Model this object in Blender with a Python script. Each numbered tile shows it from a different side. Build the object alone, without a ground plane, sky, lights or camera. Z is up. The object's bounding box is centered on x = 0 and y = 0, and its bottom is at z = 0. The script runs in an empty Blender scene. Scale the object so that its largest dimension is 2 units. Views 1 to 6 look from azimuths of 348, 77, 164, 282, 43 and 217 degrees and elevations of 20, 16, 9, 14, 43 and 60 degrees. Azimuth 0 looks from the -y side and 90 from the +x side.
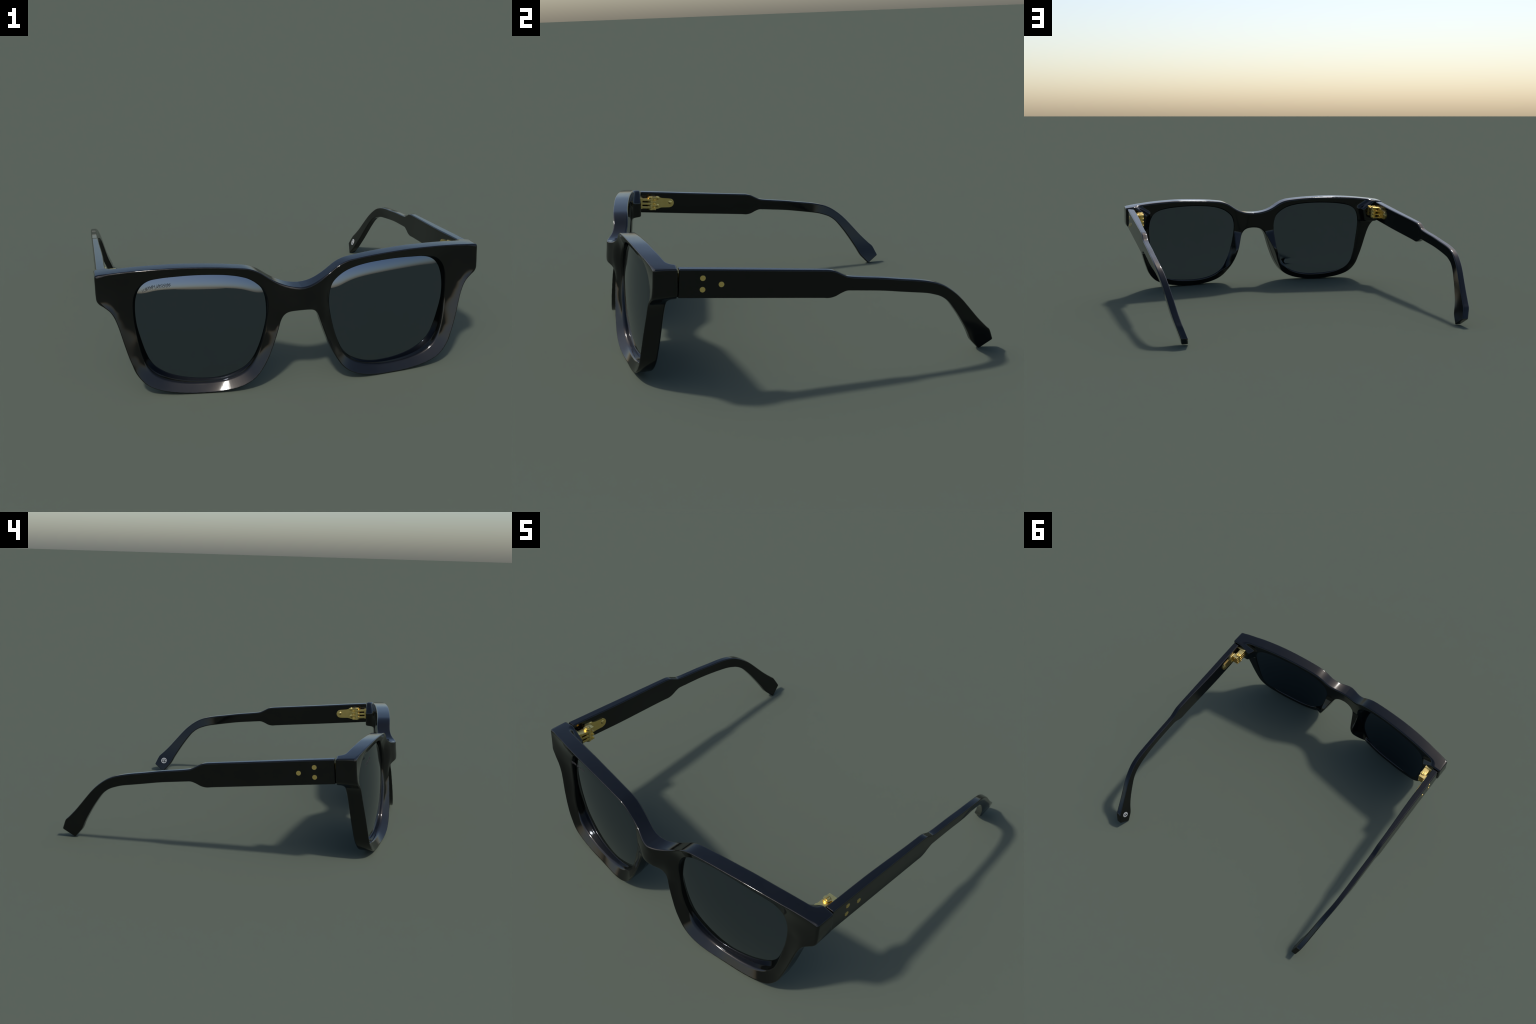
"""Thick black square sunglasses: sculpted front, dark lenses, straight temples, gilt hinges.
The seamless front is modelled as an analytic solid (outline x front face x back face, with end
lugs and nose pads blended on behind), meshed with surface nets and split into its anatomical
parts.  Everything is symmetric about x = 0 except the lens lettering and the tip emblem."""
import bpy, bmesh, math
import numpy as np
from mathutils import Vector, Matrix

# ------------------------------------------------------------------ small maths helpers
def catmull(points, sub=8, closed=False):
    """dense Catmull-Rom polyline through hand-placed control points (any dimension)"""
    p = np.array(points, float)
    n = len(p)
    if closed:
        get = lambda i: p[i % n]
        segs = n
    else:
        ext = np.vstack([2 * p[0] - p[1], p, 2 * p[-1] - p[-2]])
        get = lambda i: ext[i + 1]
        segs = n - 1
    out = []
    for i in range(segs):
        p0, p1, p2, p3 = get(i - 1), get(i), get(i + 1), get(i + 2)
        d0, d1, d2 = (max(np.linalg.norm(b - a), 1e-6) ** .5 for a, b in ((p0, p1), (p1, p2), (p2, p3)))
        m1 = (p2 - p1) + d1 * ((p1 - p0) / d0 - (p2 - p0) / (d0 + d1))
        m2 = (p2 - p1) + d1 * ((p3 - p2) / d2 - (p3 - p1) / (d1 + d2))
        for t in np.arange(sub) / sub:
            out.append((2 * t**3 - 3 * t**2 + 1) * p1 + (t**3 - 2 * t**2 + t) * m1
                       + (-2 * t**3 + 3 * t**2) * p2 + (t**3 - t**2) * m2)
    if not closed:
        out.append(p[-1])
    return np.array(out)


def spline1(xs, ys):
    """natural cubic spline as a vectorised function"""
    xs, ys = np.array(xs, float), np.array(ys, float)
    n = len(xs); h = np.diff(xs)
    A = np.eye(n); b = np.zeros(n)
    for i in range(1, n - 1):
        A[i, i - 1:i + 2] = h[i - 1], 2 * (h[i - 1] + h[i]), h[i]
        b[i] = 6 * ((ys[i + 1] - ys[i]) / h[i] - (ys[i] - ys[i - 1]) / h[i - 1])
    M = np.linalg.solve(A, b)
    def f(x):
        x = np.clip(x, xs[0], xs[-1])
        i = np.clip(np.searchsorted(xs, x) - 1, 0, n - 2)
        a, c = xs[i + 1] - x, x - xs[i]
        return (M[i] * a**3 + M[i + 1] * c**3) / (6 * h[i]) + (ys[i] / h[i] - M[i] * h[i] / 6) * a \
            + (ys[i + 1] / h[i] - M[i + 1] * h[i] / 6) * c
    return f


def sstep(a, b, x):
    t = np.clip((x - a) / (b - a), 0, 1)
    return t * t * (3 - 2 * t)


def rmax(a, b, r):            # intersection with a round edge of radius r
    return np.minimum(np.maximum(a, b), -r) + np.sqrt(np.maximum(a + r, 0)**2 + np.maximum(b + r, 0)**2)


def smin(a, b, k):            # union with a soft fillet
    h = np.maximum(k - np.abs(a - b), 0) / k
    return np.minimum(a, b) - h * h * k * .25


def plane_through(p, q, r, inside):
    """signed distance (negative inside) of the plane through three points"""
    p, q, r, inside = (np.array(v, float) for v in (p, q, r, inside))
    n = np.cross(q - p, r - p); n /= np.linalg.norm(n)
    if np.dot(n, inside - p) > 0:
        n = -n
    return lambda x, y, z: n[0] * (x - p[0]) + n[1] * (y - p[1]) + n[2] * (z - p[2])


# ------------------------------------------------------------------ materials
def new_material(name):
    m = bpy.data.materials.new(name); m.use_nodes = True
    nt = m.node_tree; nt.nodes.clear()
    out = nt.nodes.new("ShaderNodeOutputMaterial")
    bs = nt.nodes.new("ShaderNodeBsdfPrincipled")
    nt.links.new(bs.outputs[0], out.inputs[0])
    return m, nt, bs


def grain(nt, bs, low, high, rough_low, rough_high, scale):
    """fine, barely visible variation of colour and gloss on object coordinates"""
    tc = nt.nodes.new("ShaderNodeTexCoord")
    nz = nt.nodes.new("ShaderNodeTexNoise"); nz.inputs["Scale"].default_value = scale
    nz.inputs["Detail"].default_value = 4
    nt.links.new(tc.outputs["Object"], nz.inputs["Vector"])
    cr = nt.nodes.new("ShaderNodeValToRGB")
    cr.color_ramp.elements[0].color = (*low, 1); cr.color_ramp.elements[1].color = (*high, 1)
    cr.color_ramp.elements[0].position = .35; cr.color_ramp.elements[1].position = .65
    nt.links.new(nz.outputs["Fac"], cr.inputs["Fac"])
    nt.links.new(cr.outputs["Color"], bs.inputs["Base Color"])
    mr = nt.nodes.new("ShaderNodeMapRange")
    mr.inputs["To Min"].default_value = rough_low; mr.inputs["To Max"].default_value = rough_high
    nt.links.new(nz.outputs["Fac"], mr.inputs["Value"])
    nt.links.new(mr.outputs["Result"], bs.inputs["Roughness"])


ACETATE, nt, bs = new_material("black_acetate")
grain(nt, bs, (.0022, .0022, .0021), (.0032, .0032, .0030), .085, .115, 9)
bs.inputs["IOR"].default_value = 1.5

LENS, nt, bs = new_material("smoked_lens")
grain(nt, bs, (.155, .186, .232), (.159, .190, .237), .0, .01, 3)
bs.inputs["Metallic"].default_value = 1.0

GOLD, nt, bs = new_material("gilt_metal")
grain(nt, bs, (.97, .71, .235), (1.0, .745, .26), .26, .36, 40)
bs.inputs["Metallic"].default_value = 1.0

WHITE, nt, bs = new_material("white_print")
grain(nt, bs, (.50, .51, .50), (.54, .55, .54), .45, .55, 30)

PRINT, nt, bs = new_material("grey_print")
grain(nt, bs, (.034, .032, .036), (.038, .036, .040), .5, .6, 30)

# ------------------------------------------------------------------ object helpers
def mesh_object(name, verts, faces, mat, parent, normals=None, flat=False):
    me = bpy.data.meshes.new(name)
    me.from_pydata([tuple(v) for v in verts], [], [tuple(int(i) for i in f) for f in faces])
    me.materials.append(mat)
    me.polygons.foreach_set("use_smooth", [not flat] * len(me.polygons))
    me.update()
    if normals is not None:
        me.normals_split_custom_set_from_vertices([tuple(n) for n in normals])
    ob = bpy.data.objects.new(name, me)
    bpy.context.scene.collection.objects.link(ob)
    ob.parent = parent
    return ob


def mirror(verts, faces, normals=None):
    v = np.array(verts, float) * (-1, 1, 1)
    f = [tuple(reversed(q)) for q in faces]
    return v, f, None if normals is None else np.array(normals) * (-1, 1, 1)


glasses = bpy.data.objects.new("sunglasses", None)
bpy.context.scene.collection.objects.link(glasses)
glasses["label"] = "thick glossy black square sunglasses with dark lenses and gold hinges"
glasses["category"] = "sunglasses"

# ------------------------------------------------------------------ the front: outlines
TOP = [(0, .546), (.05, .550), (.1, .563), (.15, .588), (.2, .622), (.25, .643), (.3, .651), (.4, .660),
       (.5, .665), (.6, .667), (.7, .664), (.8, .658), (.9, .648), (.95, .642)]
SIDE = [(.996, .633), (.999, .627), (1.0, .58), (1.0, .53), (.997, .503), (.986, .487), (.965, .473),
        (.940, .452), (.923, .426), (.908, .388), (.894, .338), (.878, .273), (.862, .215), (.848, .172),
        (.832, .128), (.807, .089), (.773, .057), (.727, .034), (.664, .016), (.58, .004), (.495, 0),
        (.42, .004), (.35, .016), (.291, .036), (.251, .059), (.221, .087), (.196, .122), (.168, .173),
        (.146, .226), (.127, .278), (.110, .330), (.098, .366), (.086, .391), (.065, .412), (.042, .422),
        (.015, .426), (0, .4265)]
OUTER = np.vstack([catmull(TOP + [(.985, .637)], 6), catmull(SIDE, 6)])
HOLE = catmull([(.160, .450), (.165, .488), (.180, .525), (.21, .555), (.25, .580), (.30, .597), (.36, .608),
                (.42, .613), (.51, .616), (.60, .613), (.68, .606), (.745, .591), (.783, .567), (.806, .535),
                (.819, .495), (.823, .44), (.820, .37), (.812, .31), (.803, .25), (.793, .205), (.775, .155),
                (.750, .117), (.715, .090), (.665, .068), (.59, .052), (.51, .046), (.44, .047), (.37, .058),
                (.305, .082), (.265, .110), (.235, .150), (.207, .21), (.185, .275), (.170, .345),
                (.162, .40)], 6, closed=True)


def signed_distance(poly, X, Z, wrap):
    """2D distance to a polyline, negative inside (wrap: the polyline itself closes)"""
    P = np.stack([X.ravel(), Z.ravel()], 1)
    seg_a, seg_b = poly[:-1], poly[1:]
    if wrap:
        seg_a, seg_b = poly, np.roll(poly, -1, 0)
    best = np.full(len(P), 9.0); inside = np.zeros(len(P), bool)
    for a, b in zip(seg_a, seg_b):
        ab = b - a
        t = np.clip(((P - a) @ ab) / max(ab @ ab, 1e-12), 0, 1)
        best = np.minimum(best, ((P - a - t[:, None] * ab)**2).sum(1))
    ring = poly if wrap else np.vstack([poly, [(-1, poly[-1][1]), (-1, poly[0][1])]])
    for a, b in zip(ring, np.roll(ring, -1, 0)):
        if a[1] != b[1]:
            hit = ((a[1] > P[:, 1]) != (b[1] > P[:, 1])) & \
                  (P[:, 0] < (b[0] - a[0]) * (P[:, 1] - a[1]) / (b[1] - a[1]) + a[0])
            inside ^= hit
    return np.where(inside, -1, 1).reshape(X.shape) * np.sqrt(best).reshape(X.shape)


G = .004                                            # spacing of the 2D distance tables
gx = np.arange(-4, 262) * G; gz = np.arange(-8, 178) * G
GX, GZ = np.meshgrid(gx, gz, indexing="ij")
D_OUT = signed_distance(OUTER, np.abs(GX), GZ, False)
D_HOLE = signed_distance(HOLE, np.abs(GX), GZ, True)


def lookup(table, x, z):                            # bicubic, so that shading stays smooth
    u = (x - gx[0]) / G; v = (z - gz[0]) / G
    i = np.clip(np.floor(u).astype(int), 1, len(gx) - 3); j = np.clip(np.floor(v).astype(int), 1, len(gz) - 3)
    def w(t):
        return (((-t + 2) * t - 1) * t / 2, ((3 * t - 5) * t * t + 2) / 2, ((-3 * t + 4) * t + 1) * t / 2, (t - 1) * t * t / 2)
    wu, wv = w(np.clip(u - i, 0, 1)), w(np.clip(v - j, 0, 1))
    return sum(wu[a] * wv[b] * table[i + a - 1, j + b - 1] for a in range(4) for b in range(4))


# front face: a thin-plate surface through measured crest points of the front edge -- gentle wrap,
# leaning forward at the bottom, bridge standing proud.  (x, z, y)
CREST = [(0, .43, -.958), (0, .50, -.9525), (0, .545, -.948), (.042, .423, -.950), (.07, .405, -.932), (.05, .549, -.935),
         (.10, .56, -.914), (.15, .583, -.900), (.20, .62, -.894), (.30, .648, -.886), (.40, .657, -.877), (.50, .662, -.867),
         (.60, .664, -.855), (.70, .661, -.841), (.80, .656, -.824), (.90, .646, -.806), (.99, .635, -.789), (.998, .575, -.794),
         (.997, .527, -.799), (.967, .478, -.811), (.940, .454, -.817), (.922, .429, -.821), (.904, .389, -.827),
         (.888, .339, -.836), (.876, .278, -.846), (.858, .222, -.855), (.843, .177, -.862), (.826, .135, -.868),
         (.802, .095, -.875), (.767, .064, -.884), (.723, .040, -.890), (.66, .018, -.897), (.57, .007, -.905), (.495, .001, -.912),
         (.42, .006, -.923), (.35, .023, -.934), (.293, .044, -.941), (.25, .067, -.943), (.20, .128, -.942), (.17, .178, -.939),
         (.147, .227, -.935), (.126, .276, -.931), (.107, .32, -.927), (.093, .353, -.922)]


def thin_plate(points):
    P = np.array([(sx * x, z, y) for x, z, y in points for sx in ((1, -1) if x else (1,))])
    n = len(P); ker = lambda r2: .5 * r2 * np.log(r2 + 1e-9)
    r2 = ((P[:, None, :2] - P[None, :, :2])**2).sum(2)
    A = np.zeros((n + 3, n + 3)); A[:n, :n] = ker(r2) + 2e-4 * np.eye(n)
    A[:n, n] = A[n, :n] = 1; A[:n, n + 1:] = P[:, :2]; A[n + 1:, :n] = P[:, :2].T
    w = np.linalg.solve(A, np.concatenate([P[:, 2], np.zeros(3)]))
    out = np.full(GX.shape, w[n]) + w[n + 1] * GX + w[n + 2] * GZ
    for i in range(n):
        out += w[i] * ker((GX - P[i, 0])**2 + (GZ - P[i, 1])**2)
    return out


FRONT = thin_plate(CREST) - .0035 * (1 - sstep(.15, .45, GZ))
back_x = spline1([0, .05, .1, .15, .2, .25, .3, .4, .5, .6, .7, .8, .9, 1.02],
                 [-.837, -.832, -.819, -.808, -.803, -.800, -.797, -.788, -.777, -.764, -.750, -.733, -.714, -.690])
pad_z = spline1([-.05, .05, .09, .12, .17, .22, .26, .29, .32, .36, .40, .42, .7],
                [-.09, -.030, .000, .026, .059, .082, .088, .079, .056, .025, -.007, -.025, -.28])
back_y = lambda x, z: back_x(x) + .105 * (z - .66)
lug_inner = plane_through((.825, -.722, .572), (.842, -.687, .567), (.864, -.689, .471), (.95, -.70, .53))
lug_slope = plane_through((.825, -.722, .572), (.842, -.687, .567), (.928, -.676, .630), (.93, -.70, .50))


# every rim slopes back from its outer edge to the lens; the bridge stays flat
top_z = spline1([p[0] for p in TOP] + [.985, 1.03], [p[1] for p in TOP] + [.637, .630])


def dish_depth(x, z, d_out, d_hole):
    o = np.maximum(-d_out - .004, 0); t = o / (o + np.maximum(d_hole, 0) + 1e-6)
    flank = sstep(.10, .22, z) * (1 - sstep(.44, .54, z)) * sstep(.45, .6, x) \
        + sstep(.14, .24, z) * (1 - sstep(.34, .44, z)) * (1 - sstep(.4, .55, x))
    dish = .024 + (.002 + .012 * (1 - sstep(.36, .50, x)) + .004 * sstep(.55, .7, x)) * (1 - sstep(.12, .30, z))
    dish = dish + .010 * sstep(.62, .82, x) * sstep(.18, .36, z)
    dish = dish * (1 - (1 - sstep(.10, .17, x)) * sstep(.30, .38, z))
    return dish * (t + flank * .8 * t * (1 - t))


def blurred(table, times):
    t = table.copy()
    for _ in range(times):
        t[1:-1, 1:-1] = (t[:-2, 1:-1] + t[2:, 1:-1] + t[1:-1, :-2] + t[1:-1, 2:]) / 4
    return t


DEPTH_SOFT = blurred(dish_depth(np.abs(GX), GZ, D_OUT, D_HOLE), 70)     # no creases on the end pieces
TABLES = FRONT, D_OUT, D_HOLE, DEPTH_SOFT


def solid(x, y, z, y_crest, d_out, d_hole, soft):
    x = np.abs(x)
    end = sstep(.80, .88, x) * sstep(.45, .52, z)
    yf = y_crest + dish_depth(x, z, d_out, d_hole) * (1 - end) + soft * end
    behind = y - back_y(x, z)
    lug = rmax(y - (-.682 + .05 * (z - .467)), lug_inner(x, y, z), .012)
    lug = rmax(lug, lug_slope(x, y, z), .010)
    lug = rmax(lug, .468 - z, .010)
    pad = rmax(behind - pad_z(z + .20 * (.0275 + np.maximum(d_out, -.06))), d_out + .13 * np.maximum(behind, 0), .007)
    pad = rmax(pad, (.25 + .45 * (1 - sstep(.12, .25, z))) * np.maximum(behind, 0) - d_hole, .007)
    pad = np.maximum(pad, x - .34)
    back = smin(smin(behind, lug, .022), pad, .016)
    slope = (top_z(x + .004) - top_z(x - .004)) / .008                  # the top falls away backwards
    top = (z - top_z(x) + (.035 + .055 * sstep(.08, .26, x)) * np.clip(y - y_crest, 0, .12)) / np.sqrt(1 + slope * slope)
    body = np.maximum(-smin(-d_out, .001 - top, .006), -d_hole)
    body = rmax(body, yf - y, .007 + .006 * sstep(.93, .98, x) * sstep(.45, .50, z))
    return rmax(body, back, .012)


def field(p):
    ax = np.abs(p[:, 0])
    return solid(ax, p[:, 1], p[:, 2], *(lookup(t, ax, p[:, 2]) for t in TABLES))


def surface_nets(h):
    nx = int(round(1.02 / h)) + 1
    xs = (np.arange(nx) + .5) * h; ys = np.arange(-.985, -.64, h); zs = np.arange(-.02, .70, h)
    X, Z = np.meshgrid(xs, zs, indexing="ij")
    F = solid(X[:, None, :], ys[None, :, None], Z[:, None, :], *(lookup(t, X, Z)[:, None, :] for t in TABLES))
    F = np.concatenate([F[::-1], F], 0); xs = np.concatenate([-xs[::-1], xs])
    S = F < 0
    nX, nY, nZ = F.shape
    acc = np.zeros((nX - 1, nY - 1, nZ - 1, 3)); cnt = np.zeros((nX - 1, nY - 1, nZ - 1))
    offs = [(0, 0, 0), (1, 0, 0), (0, 1, 0), (1, 1, 0), (0, 0, 1), (1, 0, 1), (0, 1, 1), (1, 1, 1)]
    cut = lambda A, o: A[o[0]:nX - 1 + o[0], o[1]:nY - 1 + o[1], o[2]:nZ - 1 + o[2]]
    for a in range(8):
        for bit in (1, 2, 4):
            b = a | bit
            if b == a:
                continue
            oa, ob = offs[a], offs[b]
            fa, fb = cut(F, oa), cut(F, ob)
            m = (fa < 0) != (fb < 0)
            t = np.where(m, fa / np.where(m, fa - fb, 1), 0)
            for k in range(3):
                acc[..., k] += m * (oa[k] + t * (ob[k] - oa[k]))
            cnt += m
    act = cnt > 0
    idx = -np.ones(act.shape, int); idx[act] = np.arange(act.sum())
    I = np.argwhere(act)
    V = acc[act] / cnt[act][:, None] + I
    V = np.stack([xs[0] + V[:, 0] * h, ys[0] + V[:, 1] * h, zs[0] + V[:, 2] * h], 1)
    quads = []
    for ax in range(3):
        o = [0, 0, 0]; o[ax] = 1
        n = [nX, nY, nZ]; n[ax] -= 1
        A = S[:n[0], :n[1], :n[2]]; B = S[o[0]:, o[1]:, o[2]:]
        u, w = (ax + 1) % 3, (ax + 2) % 3
        E = np.argwhere(A != B)
        E = E[(E[:, u] > 0) & (E[:, w] > 0) & (E[:, u] < F.shape[u] - 1) & (E[:, w] < F.shape[w] - 1)]
        def at(du, dw):
            c = E.copy(); c[:, u] += du; c[:, w] += dw
            return idx[c[:, 0], c[:, 1], c[:, 2]]
        q = np.stack([at(-1, -1), at(0, -1), at(0, 0), at(-1, 0)], 1)
        flip = ~A[E[:, 0], E[:, 1], E[:, 2]]
        q[flip] = q[flip][:, ::-1]
        quads.append(q)
    return V, np.vstack(quads)


def gradient(p, e=.0012):
    g = np.zeros_like(p)
    for k in range(3):
        d = np.zeros(3); d[k] = e
        g[:, k] = (field(p + d) - field(p - d)) / (2 * e)
    return g


V, Q = surface_nets(.0036)
for _ in range(4):
    g = gradient(V)
    V = V - np.clip(field(V), -.004, .004)[:, None] * g / np.maximum((g * g).sum(1), .2)[:, None]
N = gradient(V); N /= np.linalg.norm(N, axis=1)[:, None]
V[:, 2] = np.maximum(V[:, 2], 0)

# split the seamless front into its parts
C = V[Q].mean(1); cx = np.abs(C[:, 0])
behind = C[:, 1] - back_y(cx, C[:, 2])
regions = {"bridge": (cx < .135) & (C[:, 2] > .37)}
regions["nose_pad"] = ~regions["bridge"] & (cx < .30) & (behind > .006) & (C[:, 2] < .45)
regions["end_piece"] = (cx > .865) & (C[:, 2] > .455) | (cx > .78) & (behind > .012) & (C[:, 2] > .44)
taken = regions["bridge"] | regions["nose_pad"] | regions["end_piece"]
regions["rim"] = ~taken


def part_of_front(name, mask):
    f = Q[mask]
    used, inv = np.unique(f, return_inverse=True)
    return mesh_object(name, V[used], inv.reshape(f.shape), ACETATE, glasses, N[used])


for name, mask in regions.items():
    if name == "bridge":
        part_of_front(name, mask)
    else:
        part_of_front(name, mask & (C[:, 0] > 0)); part_of_front(name, mask & (C[:, 0] < 0))

# ------------------------------------------------------------------ lenses
LENS_R, LENS_Z0 = 1.58, .230                        # spherical lens, leaning with the front
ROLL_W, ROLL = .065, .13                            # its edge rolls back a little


D_SOFT = blurred(D_HOLE, 60)                        # distance to the lens edge, softened at its corners


def lens_y(x, z, roll=True):
    inn = np.maximum(-lookup(D_SOFT, x, z), 0)
    low = np.minimum(z - .15, 0) if not roll else 0                     # the back stays flatter low down
    zz = z - low
    return -.878 + .136 * (x - .5) + ((x - .5)**2 + (zz - LENS_Z0)**2 + 2 * low * (zz - LENS_Z0)) / (2 * LENS_R) \
        + roll * ROLL * np.maximum(ROLL_W - inn, 0)**2 / (2 * ROLL_W)


LENS_C = np.array([.49, .335])
tang = np.roll(HOLE, -1, 0) - np.roll(HOLE, 1, 0)
nrm = np.stack([-tang[:, 1], tang[:, 0]], 1); nrm /= np.linalg.norm(nrm, axis=1)[:, None]
nrm *= np.sign(((HOLE - LENS_C) * nrm).sum(1))[:, None]
edge = HOLE + nrm * .010
RINGS = 31; M = len(edge); THICK = .029


def lens_mesh():
    verts, faces, norms = [], [], []
    radii = np.concatenate([np.linspace(0, .75, 16), np.linspace(.75, 1, 17)[1:]])
    for side in (0, 1):
        base = len(verts)
        P = np.vstack([LENS_C[None]] + [LENS_C + (edge - LENS_C) * r for r in radii[1:]])
        e = .003; x, z = P[:, 0], P[:, 1]
        f = lambda a, b: lens_y(a, b, side == 0)
        n = np.stack([(f(x + e, z) - f(x - e, z)) / (2 * e), -np.ones(len(P)), (f(x, z + e) - f(x, z - e)) / (2 * e)], 1)
        norms += list((1 - 2 * side) * n / np.linalg.norm(n, axis=1)[:, None])
        verts += list(np.stack([x, f(x, z) + side * (THICK - .010 * (1 - sstep(.05, .30, z))), z], 1))
        def at(r, k):
            return base + (0 if r == 0 else 1 + (r - 1) * M + k % M)
        for r in range(RINGS):
            for k in range(M):
                f = [at(r, k), at(r + 1, k), at(r + 1, k + 1)] + ([at(r, k + 1)] if r else [])
                faces.append(f if side == 0 else f[::-1])
        if side == 0:
            first = [at(RINGS, k) for k in range(M)]
        else:
            last = [at(RINGS, k) for k in range(M)]
    for k in range(M):
        faces.append([first[k], last[k], last[(k + 1) % M], first[(k + 1) % M]])
    # outline runs clockwise seen from the front or not: make the front face -y
    a, b, c = (np.array(verts[i]) for i in faces[0][:3])
    if np.cross(b - a, c - a)[1] > 0:
        faces = [f[::-1] for f in faces]
    return verts, faces, norms


lv, lf, ln = lens_mesh()
mesh_object("lens", lv, lf, LENS, glasses, ln)
lens_printed = mesh_object("lens", *mirror(lv, lf)[:2], LENS, glasses, mirror(lv, lf, ln)[2])

# ------------------------------------------------------------------ temples
#           top edge (y, z)  bottom edge (y, z)
STATIONS = [(-.668, .622, -.682, .483), (-.50, .604, -.505, .464), (-.31, .583, -.315, .443), (-.10, .560, -.105, .420),
            (.02, .547, .012, .407), (.052, .543, .047, .403), (.078, .536, .076, .408), (.108, .520, .106, .421),
            (.136, .505, .136, .430), (.165, .498, .165, .428), (.21, .491, .21, .423), (.32, .476, .32, .410),
            (.42, .459, .41, .395), (.501, .446, .49, .381), (.557, .434, .535, .373), (.603, .420, .565, .366),
            (.644, .401, .595, .356), (.679, .378, .625, .344), (.719, .345, .655, .325), (.754, .309, .682, .300),
            (.789, .268, .715, .257), (.824, .226, .745, .214), (.854, .191, .772, .171), (.884, .159, .793, .136),
            (.909, .134, .812, .102), (.929, .115, .826, .074), (.939, .097, .838, .053), (.949, .074, .861, .027),
            (.960, .049, .886, -.001)]
tip_x = spline1([-.05, 0, .055, .11, .25, .34, .40, .44, .47], [.868, .883, .897, .915, .947, .966, .979, .987, .990])


def outer_x(y, z):
    return .989 + (tip_x(z) - .989) * sstep(.36, .70, y)


def inner_x(y, z):
    thick = .047 - .011 * sstep(-.42, .05, y) + .004 * sstep(.5, .85, y)
    return outer_x(y, z) - thick


def rounded_section(T, B, r, shrink=0.0, arc=5):
    """ring of points around a slab section between top edge T and bottom edge B (y, z)"""
    T, B = np.array(T), np.array(B)
    e = (T - B) / np.linalg.norm(T - B); half = np.linalg.norm(T - B) / 2; mid = (T + B) / 2
    pts, nor = [], []
    for sx, sv in ((1, 1), (-1, 1), (-1, -1), (1, -1)):
        yz = mid + e * sv * half
        xo, xi = float(outer_x(*yz)), float(inner_x(*yz))
        xm, hx = (xo + xi) / 2, (xo - xi) / 2
        for k in range(arc + 1):
            a = math.pi / 2 * k / arc
            start = {(1, 1): 0, (-1, 1): 90, (-1, -1): 180, (1, -1): 270}[(sx, sv)]
            c, s = math.cos(math.radians(start) + a), math.sin(math.radians(start) + a)
            px = xm + sx * (hx - r) + (r - shrink) * c
            pv = sv * (half - r) + (r - shrink) * s
            q = mid + e * pv
            pts.append((px, q[0], q[1])); nor.append((c, e[0] * s, e[1] * s))
    return np.array(pts), np.array(nor)


def temple_mesh():
    st = catmull(STATIONS, 5)
    R = .0075
    rows, norms = [], []
    for s in st:
        p, n = rounded_section(s[:2], s[2:], R)
        rows.append(p); norms.append(n)
    # make normals square to the run of the temple
    for i in range(len(rows)):
        t = rows[min(i + 1, len(rows) - 1)] - rows[max(i - 1, 0)]
        around = np.roll(rows[i], -1, 0) - np.roll(rows[i], 1, 0)
        n = np.cross(t, around)
        n *= np.sign((n * norms[i]).sum(1))[:, None]
        norms[i] = n / np.linalg.norm(n, axis=1)[:, None]
    def cap(s, other, r=.005):
        run = np.mean(s.reshape(2, 2) - other.reshape(2, 2), 0)
        e = s[:2] - s[2:]; e /= np.linalg.norm(e)
        run -= (run @ e) * e; run /= np.linalg.norm(run)
        dirv = np.array([0, *run]); out = []
        for k in range(1, 5):
            a = math.pi / 2 * k / 4
            p, n = rounded_section(s[:2], s[2:], R, shrink=r * (1 - math.cos(a)))
            out.append((p + dirv * (r * math.sin(a) - r), n * math.cos(a) + dirv * math.sin(a)))
        return out, dirv
    e0, d0 = cap(st[0], st[1]); e1, d1 = cap(st[-1], st[-2])
    rows[0] = rows[0] - d0 * .005; rows[-1] = rows[-1] - d1 * .005
    rows = [p for p, _ in reversed(e0)] + rows + [p for p, _ in e1]
    norms = [n for _, n in reversed(e0)] + norms + [n for _, n in e1]
    m = len(rows[0]); V = np.vstack(rows); N = np.vstack(norms); F = []
    for i in range(len(rows) - 1):
        for k in range(m):
            a, b = i * m + k, i * m + (k + 1) % m
            F.append((a, a + m, b + m, b))
    F.append(tuple(range(m))); F.append(tuple(range(len(V) - m, len(V)))[::-1])
    a, b, c = V[F[m * 40][0]], V[F[m * 40][1]], V[F[m * 40][2]]
    if np.dot(np.cross(b - a, c - a), N[F[m * 40][0]]) < 0:
        F = [f[::-1] for f in F]
    return V, F, N


tv, tf, tn = temple_mesh()
temples = {1: mesh_object("temple", tv, tf, ACETATE, glasses, tn),
           -1: mesh_object("temple", *mirror(tv, tf)[:2], ACETATE, glasses, mirror(tv, tf, tn)[2])}

# ------------------------------------------------------------------ hinges and rivets
SLOPE = math.atan(.110)
HUB = Vector((.902, -.612, .548))


def hinge_frame(side):
    """local (x inward-outward, u along the temple, v up) -> world"""
    c, s = math.cos(SLOPE), math.sin(SLOPE)
    return Matrix(((side, 0, 0, side * HUB.x), (0, c, s, HUB.y), (0, -s, c, HUB.z), (0, 0, 0, 1)))


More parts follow.
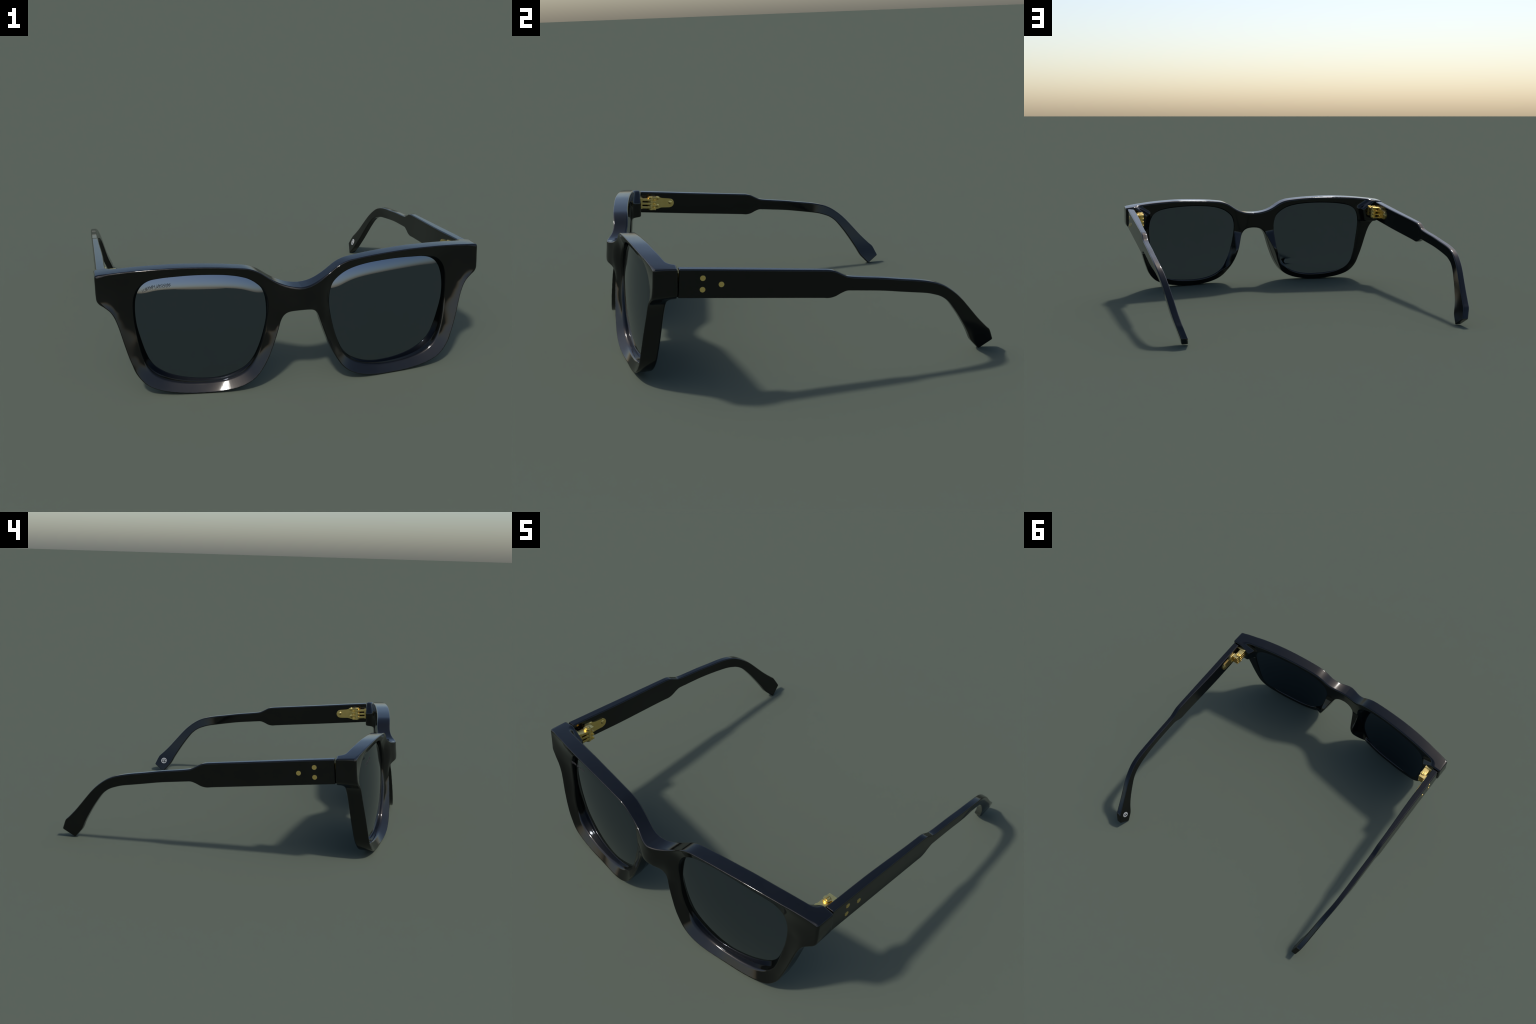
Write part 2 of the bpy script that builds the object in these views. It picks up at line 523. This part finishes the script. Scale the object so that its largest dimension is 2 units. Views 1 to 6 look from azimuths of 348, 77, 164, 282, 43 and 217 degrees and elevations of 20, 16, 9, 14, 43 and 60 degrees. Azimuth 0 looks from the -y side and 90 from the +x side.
def bm_to_object(name, bm, mat, parent, matrix, smooth_angle=35):
    bm.transform(matrix)
    bmesh.ops.recalc_face_normals(bm, faces=bm.faces)
    for f in bm.faces:
        f.smooth = True
    lim = math.radians(smooth_angle)
    for e in bm.edges:
        e.smooth = len(e.link_faces) == 2 and e.calc_face_angle(0) < lim
    me = bpy.data.meshes.new(name); bm.to_mesh(me); bm.free()
    me.materials.append(mat)
    ob = bpy.data.objects.new(name, me); bpy.context.scene.collection.objects.link(ob)
    ob.parent = parent
    ob.modifiers.new("even_shading", "WEIGHTED_NORMAL").keep_sharp = True
    return ob


def add_box(bm, lo, hi, bevel):
    lo, hi = Vector(lo), Vector(hi)
    m = Matrix.Translation((lo + hi) / 2) @ Matrix.Diagonal((*(hi - lo), 1))
    g = bmesh.ops.create_cube(bm, size=1, matrix=m)
    es = list({e for v in g["verts"] for e in v.link_edges})
    if bevel:
        bmesh.ops.bevel(bm, geom=es, offset=bevel, segments=2, affect="EDGES", profile=.5)


def add_prism(bm, outline, axis, lo, hi, bevel):
    """extrude a closed outline; axis 'x' takes (u, v) points, axis 'v' takes (x, u) points"""
    to3 = (lambda p, h: (h, p[0], p[1])) if axis == "x" else (lambda p, h: (p[0], p[1], h))
    a = [bm.verts.new(to3(p, lo)) for p in outline]; b = [bm.verts.new(to3(p, hi)) for p in outline]
    n = len(a)
    fa = bm.faces.new(a); fb = bm.faces.new(b[::-1])
    for i in range(n):
        bm.faces.new((a[i], b[i], b[(i + 1) % n], a[(i + 1) % n]))
    if bevel:
        bmesh.ops.bevel(bm, geom=list(fa.edges) + list(fb.edges), offset=bevel, segments=2, affect="EDGES", profile=.5)


def circle(cu, cv, r, n=28, a0=0, a1=360):
    return [(cu + r * math.cos(math.radians(a0 + (a1 - a0) * i / n)), cv + r * math.sin(math.radians(a0 + (a1 - a0) * i / n)))
            for i in range(n + (a1 - a0 != 360))]


def add_dome(bm, centre, r, height, direction):
    g = bmesh.ops.create_uvsphere(bm, u_segments=20, v_segments=10, radius=1)
    m = Matrix.Translation(centre) @ (Matrix.Diagonal((height, r, r, 1)) if direction == "x" else Matrix.Diagonal((r, r, height, 1)))
    bmesh.ops.transform(bm, matrix=m, verts=g["verts"])


FACE = .942 - HUB.x                 # inner face of the temple, in hinge coordinates
for side in (1, -1):
    mat = hinge_frame(side)
    # plate let into the temple, with its knuckle block
    bm = bmesh.new()
    outline = circle(.130, 0, .0295, 16, 90, -90) + [(.078, -.0295), (.072, -.031), (.062, -.039), (.054, -.042), (.044, -.043), (.012, -.043),
                                                      (.012, .043), (.044, .043), (.054, .042), (.062, .039), (.072, .031), (.078, .0295)]
    add_prism(bm, outline, "x", FACE - .009, FACE + .004, .0025)
    hinge = bm_to_object("hinge", bm, GOLD, glasses, mat)
    # temple knuckles
    for v in (-.0375, -.0125, .0125, .0375):
        bm = bmesh.new()
        add_prism(bm, circle(0, 0, .021, 24), "v", v - .0048, v + .0048, .0014)
        add_box(bm, (-.016, .004, v - .0048), (FACE - .004, .036, v + .0048), .0014)
        bm_to_object("hinge_knuckle", bm, GOLD, hinge, mat)
    # frame leaves between them
    for v in (-.025, 0, .025):
        bm = bmesh.new()
        add_prism(bm, circle(0, 0, .0205, 24), "v", v - .0076, v + .0076, .0018)
        add_box(bm, (-.0200, -.056, v - .0076), (.022, 0, v + .0076), .0018)
        bm_to_object("hinge_leaf", bm, GOLD, hinge, mat)
    bm = bmesh.new()                # anchor plate on the lug
    add_box(bm, (-.021, -.072, -.036), (.045, -.055, .038), .002)
    bm_to_object("anchor_plate", bm, GOLD, hinge, mat)
    bm = bmesh.new()                # slotted screw head: two half discs
    for sgn in (1, -1):
        half = [(sgn * .0022 + sgn * .0105 * math.sin(math.radians(a)), .0125 * math.cos(math.radians(a))) for a in range(0, 181, 15)]
        add_prism(bm, half, "v", .040, .0475, .0012)
    bm_to_object("hinge_screw", bm, GOLD, hinge, mat)
    for u, v in ((.134, .004), (.049, .032), (.049, -.020)):
        bm = bmesh.new()
        add_dome(bm, (FACE - .008, u, v), .0125, .0045, "x")
        bm_to_object("hinge_pin", bm, GOLD, hinge, mat)
    # flush rivets on the outer face
    for y, z in ((-.561, .569), (-.566, .514), (-.476, .530)):
        bm = bmesh.new()
        add_prism(bm, circle(0, 0, .0132, 32), "x", -.006, .0015, 0)
        bm_to_object("rivet", bm, GOLD, temples[side], Matrix.Translation((side * .989, y, z)) @ Matrix.Diagonal((side, 1, 1, 1)))

# ------------------------------------------------------------------ emblem on the inner side of one tip
from mathutils.bvhtree import BVHTree
tree = BVHTree.FromPolygons([tuple(v) for v in tv], [tuple(f) for f in tf])
centre, e_n = tree.ray_cast(Vector((.70, .888, .081)), Vector((1, 0, 0)))[:2]
if e_n.x > 0:
    e_n = -e_n
e_s = (Vector((0, 0, 1)) - e_n * e_n.z).normalized(); e_y = e_s.cross(e_n).normalized()
if e_y.y < 0:
    e_y = -e_y
centre = centre - e_n * .0008
bm = bmesh.new()
def ring_prism(r0, r1, n=48):
    for i in range(n):
        a, b = 2 * math.pi * i / n, 2 * math.pi * (i + 1) / n
        q = [(r0, a), (r1, a), (r1, b), (r0, b)]
        lo = [bm.verts.new((r * math.cos(t), r * math.sin(t), 0)) for r, t in q]
        hi = [bm.verts.new((r * math.cos(t), r * math.sin(t), .0022)) for r, t in q]
        bm.faces.new(hi); bm.faces.new((lo[1], lo[2], hi[2], hi[1])); bm.faces.new((lo[3], lo[0], hi[0], hi[3]))
ring_prism(.0165, .0215)
def stroke(p, q, w):
    p, q = Vector(p) * .0217, Vector(q) * .0217
    d = (q - p).normalized(); s = Vector((-d.y, d.x)) * w / 2
    pts = [p + s, p - s, q - s, q + s]
    lo = [bm.verts.new((*t, 0)) for t in pts]; hi = [bm.verts.new((*t, .0026)) for t in pts]
    bm.faces.new(hi)
    for i in range(4):
        bm.faces.new((lo[i], lo[(i + 1) % 4], hi[(i + 1) % 4], hi[i]))
for p, q, w in (((-.02, .80), (-.08, .30), .0034), ((-.08, .42), (.80, -.10), .0042), ((-.78, 0), (-.10, .26), .0036),
                ((-.25, .20), (.0, -.20), .0042), ((.0, -.18), (.03, -.80), .0036)):
    stroke(p, q, w)
bmesh.ops.remove_doubles(bm, verts=bm.verts, dist=1e-6)
# seen from inside (looking along +x) +y runs to the left in the picture frame
basis = Matrix(((-e_y.x, e_s.x, e_n.x, centre.x), (-e_y.y, e_s.y, e_n.y, centre.y), (-e_y.z, e_s.z, e_n.z, centre.z), (0, 0, 0, 1)))
bm_to_object("emblem", bm, WHITE, temples[1], basis)

# ------------------------------------------------------------------ lettering in front of one lens
def lettering():
    cu = bpy.data.curves.new("lettering", "FONT")
    cu.body = "JOHN JACOBS"; cu.size = 1; cu.extrude = .02; cu.space_character = 1.12; cu.resolution_u = 3
    tmp = bpy.data.objects.new("lettering_source", cu)
    bpy.context.scene.collection.objects.link(tmp)
    bpy.context.view_layer.update()
    me = bpy.data.meshes.new_from_object(tmp)
    bpy.data.objects.remove(tmp)
    co = np.array([v.co for v in me.vertices]); w = co[:, 0].max(); cap = co[:, 1].max()
    path = catmull([(-.774, -.822, .543), (-.750, -.826, .552), (-.727, -.829, .5575), (-.690, -.832, .562), (-.640, -.835, .5645)], 40)
    arc = np.concatenate([[0], np.cumsum(np.linalg.norm(np.diff(path, axis=0), axis=1))]); arc /= arc[-1]
    HEIGHT = .0140
    out = []
    for p in co:
        t = np.clip(p[0] / w, 0, 1)
        b = np.array([np.interp(t, arc, path[:, k]) for k in range(3)])
        d = np.array([np.interp(min(t + .02, 1), arc, path[:, k]) - np.interp(max(t - .02, 0), arc, path[:, k]) for k in range(3)])
        d /= np.linalg.norm(d)
        n = np.array([-.12, -1, .12]); n /= np.linalg.norm(n)
        up = np.cross(d, n); up *= np.sign(up[2]); up /= np.linalg.norm(up)
        out.append(b + up * p[1] / cap * HEIGHT + n * p[2] * .03)
    for v, p in zip(me.vertices, out):
        v.co = p
    me.materials.clear(); me.materials.append(PRINT)
    me.name = "lettering"
    ob = bpy.data.objects.new("lettering", me)
    bpy.context.scene.collection.objects.link(ob)
    ob.parent = lens_printed


lettering()
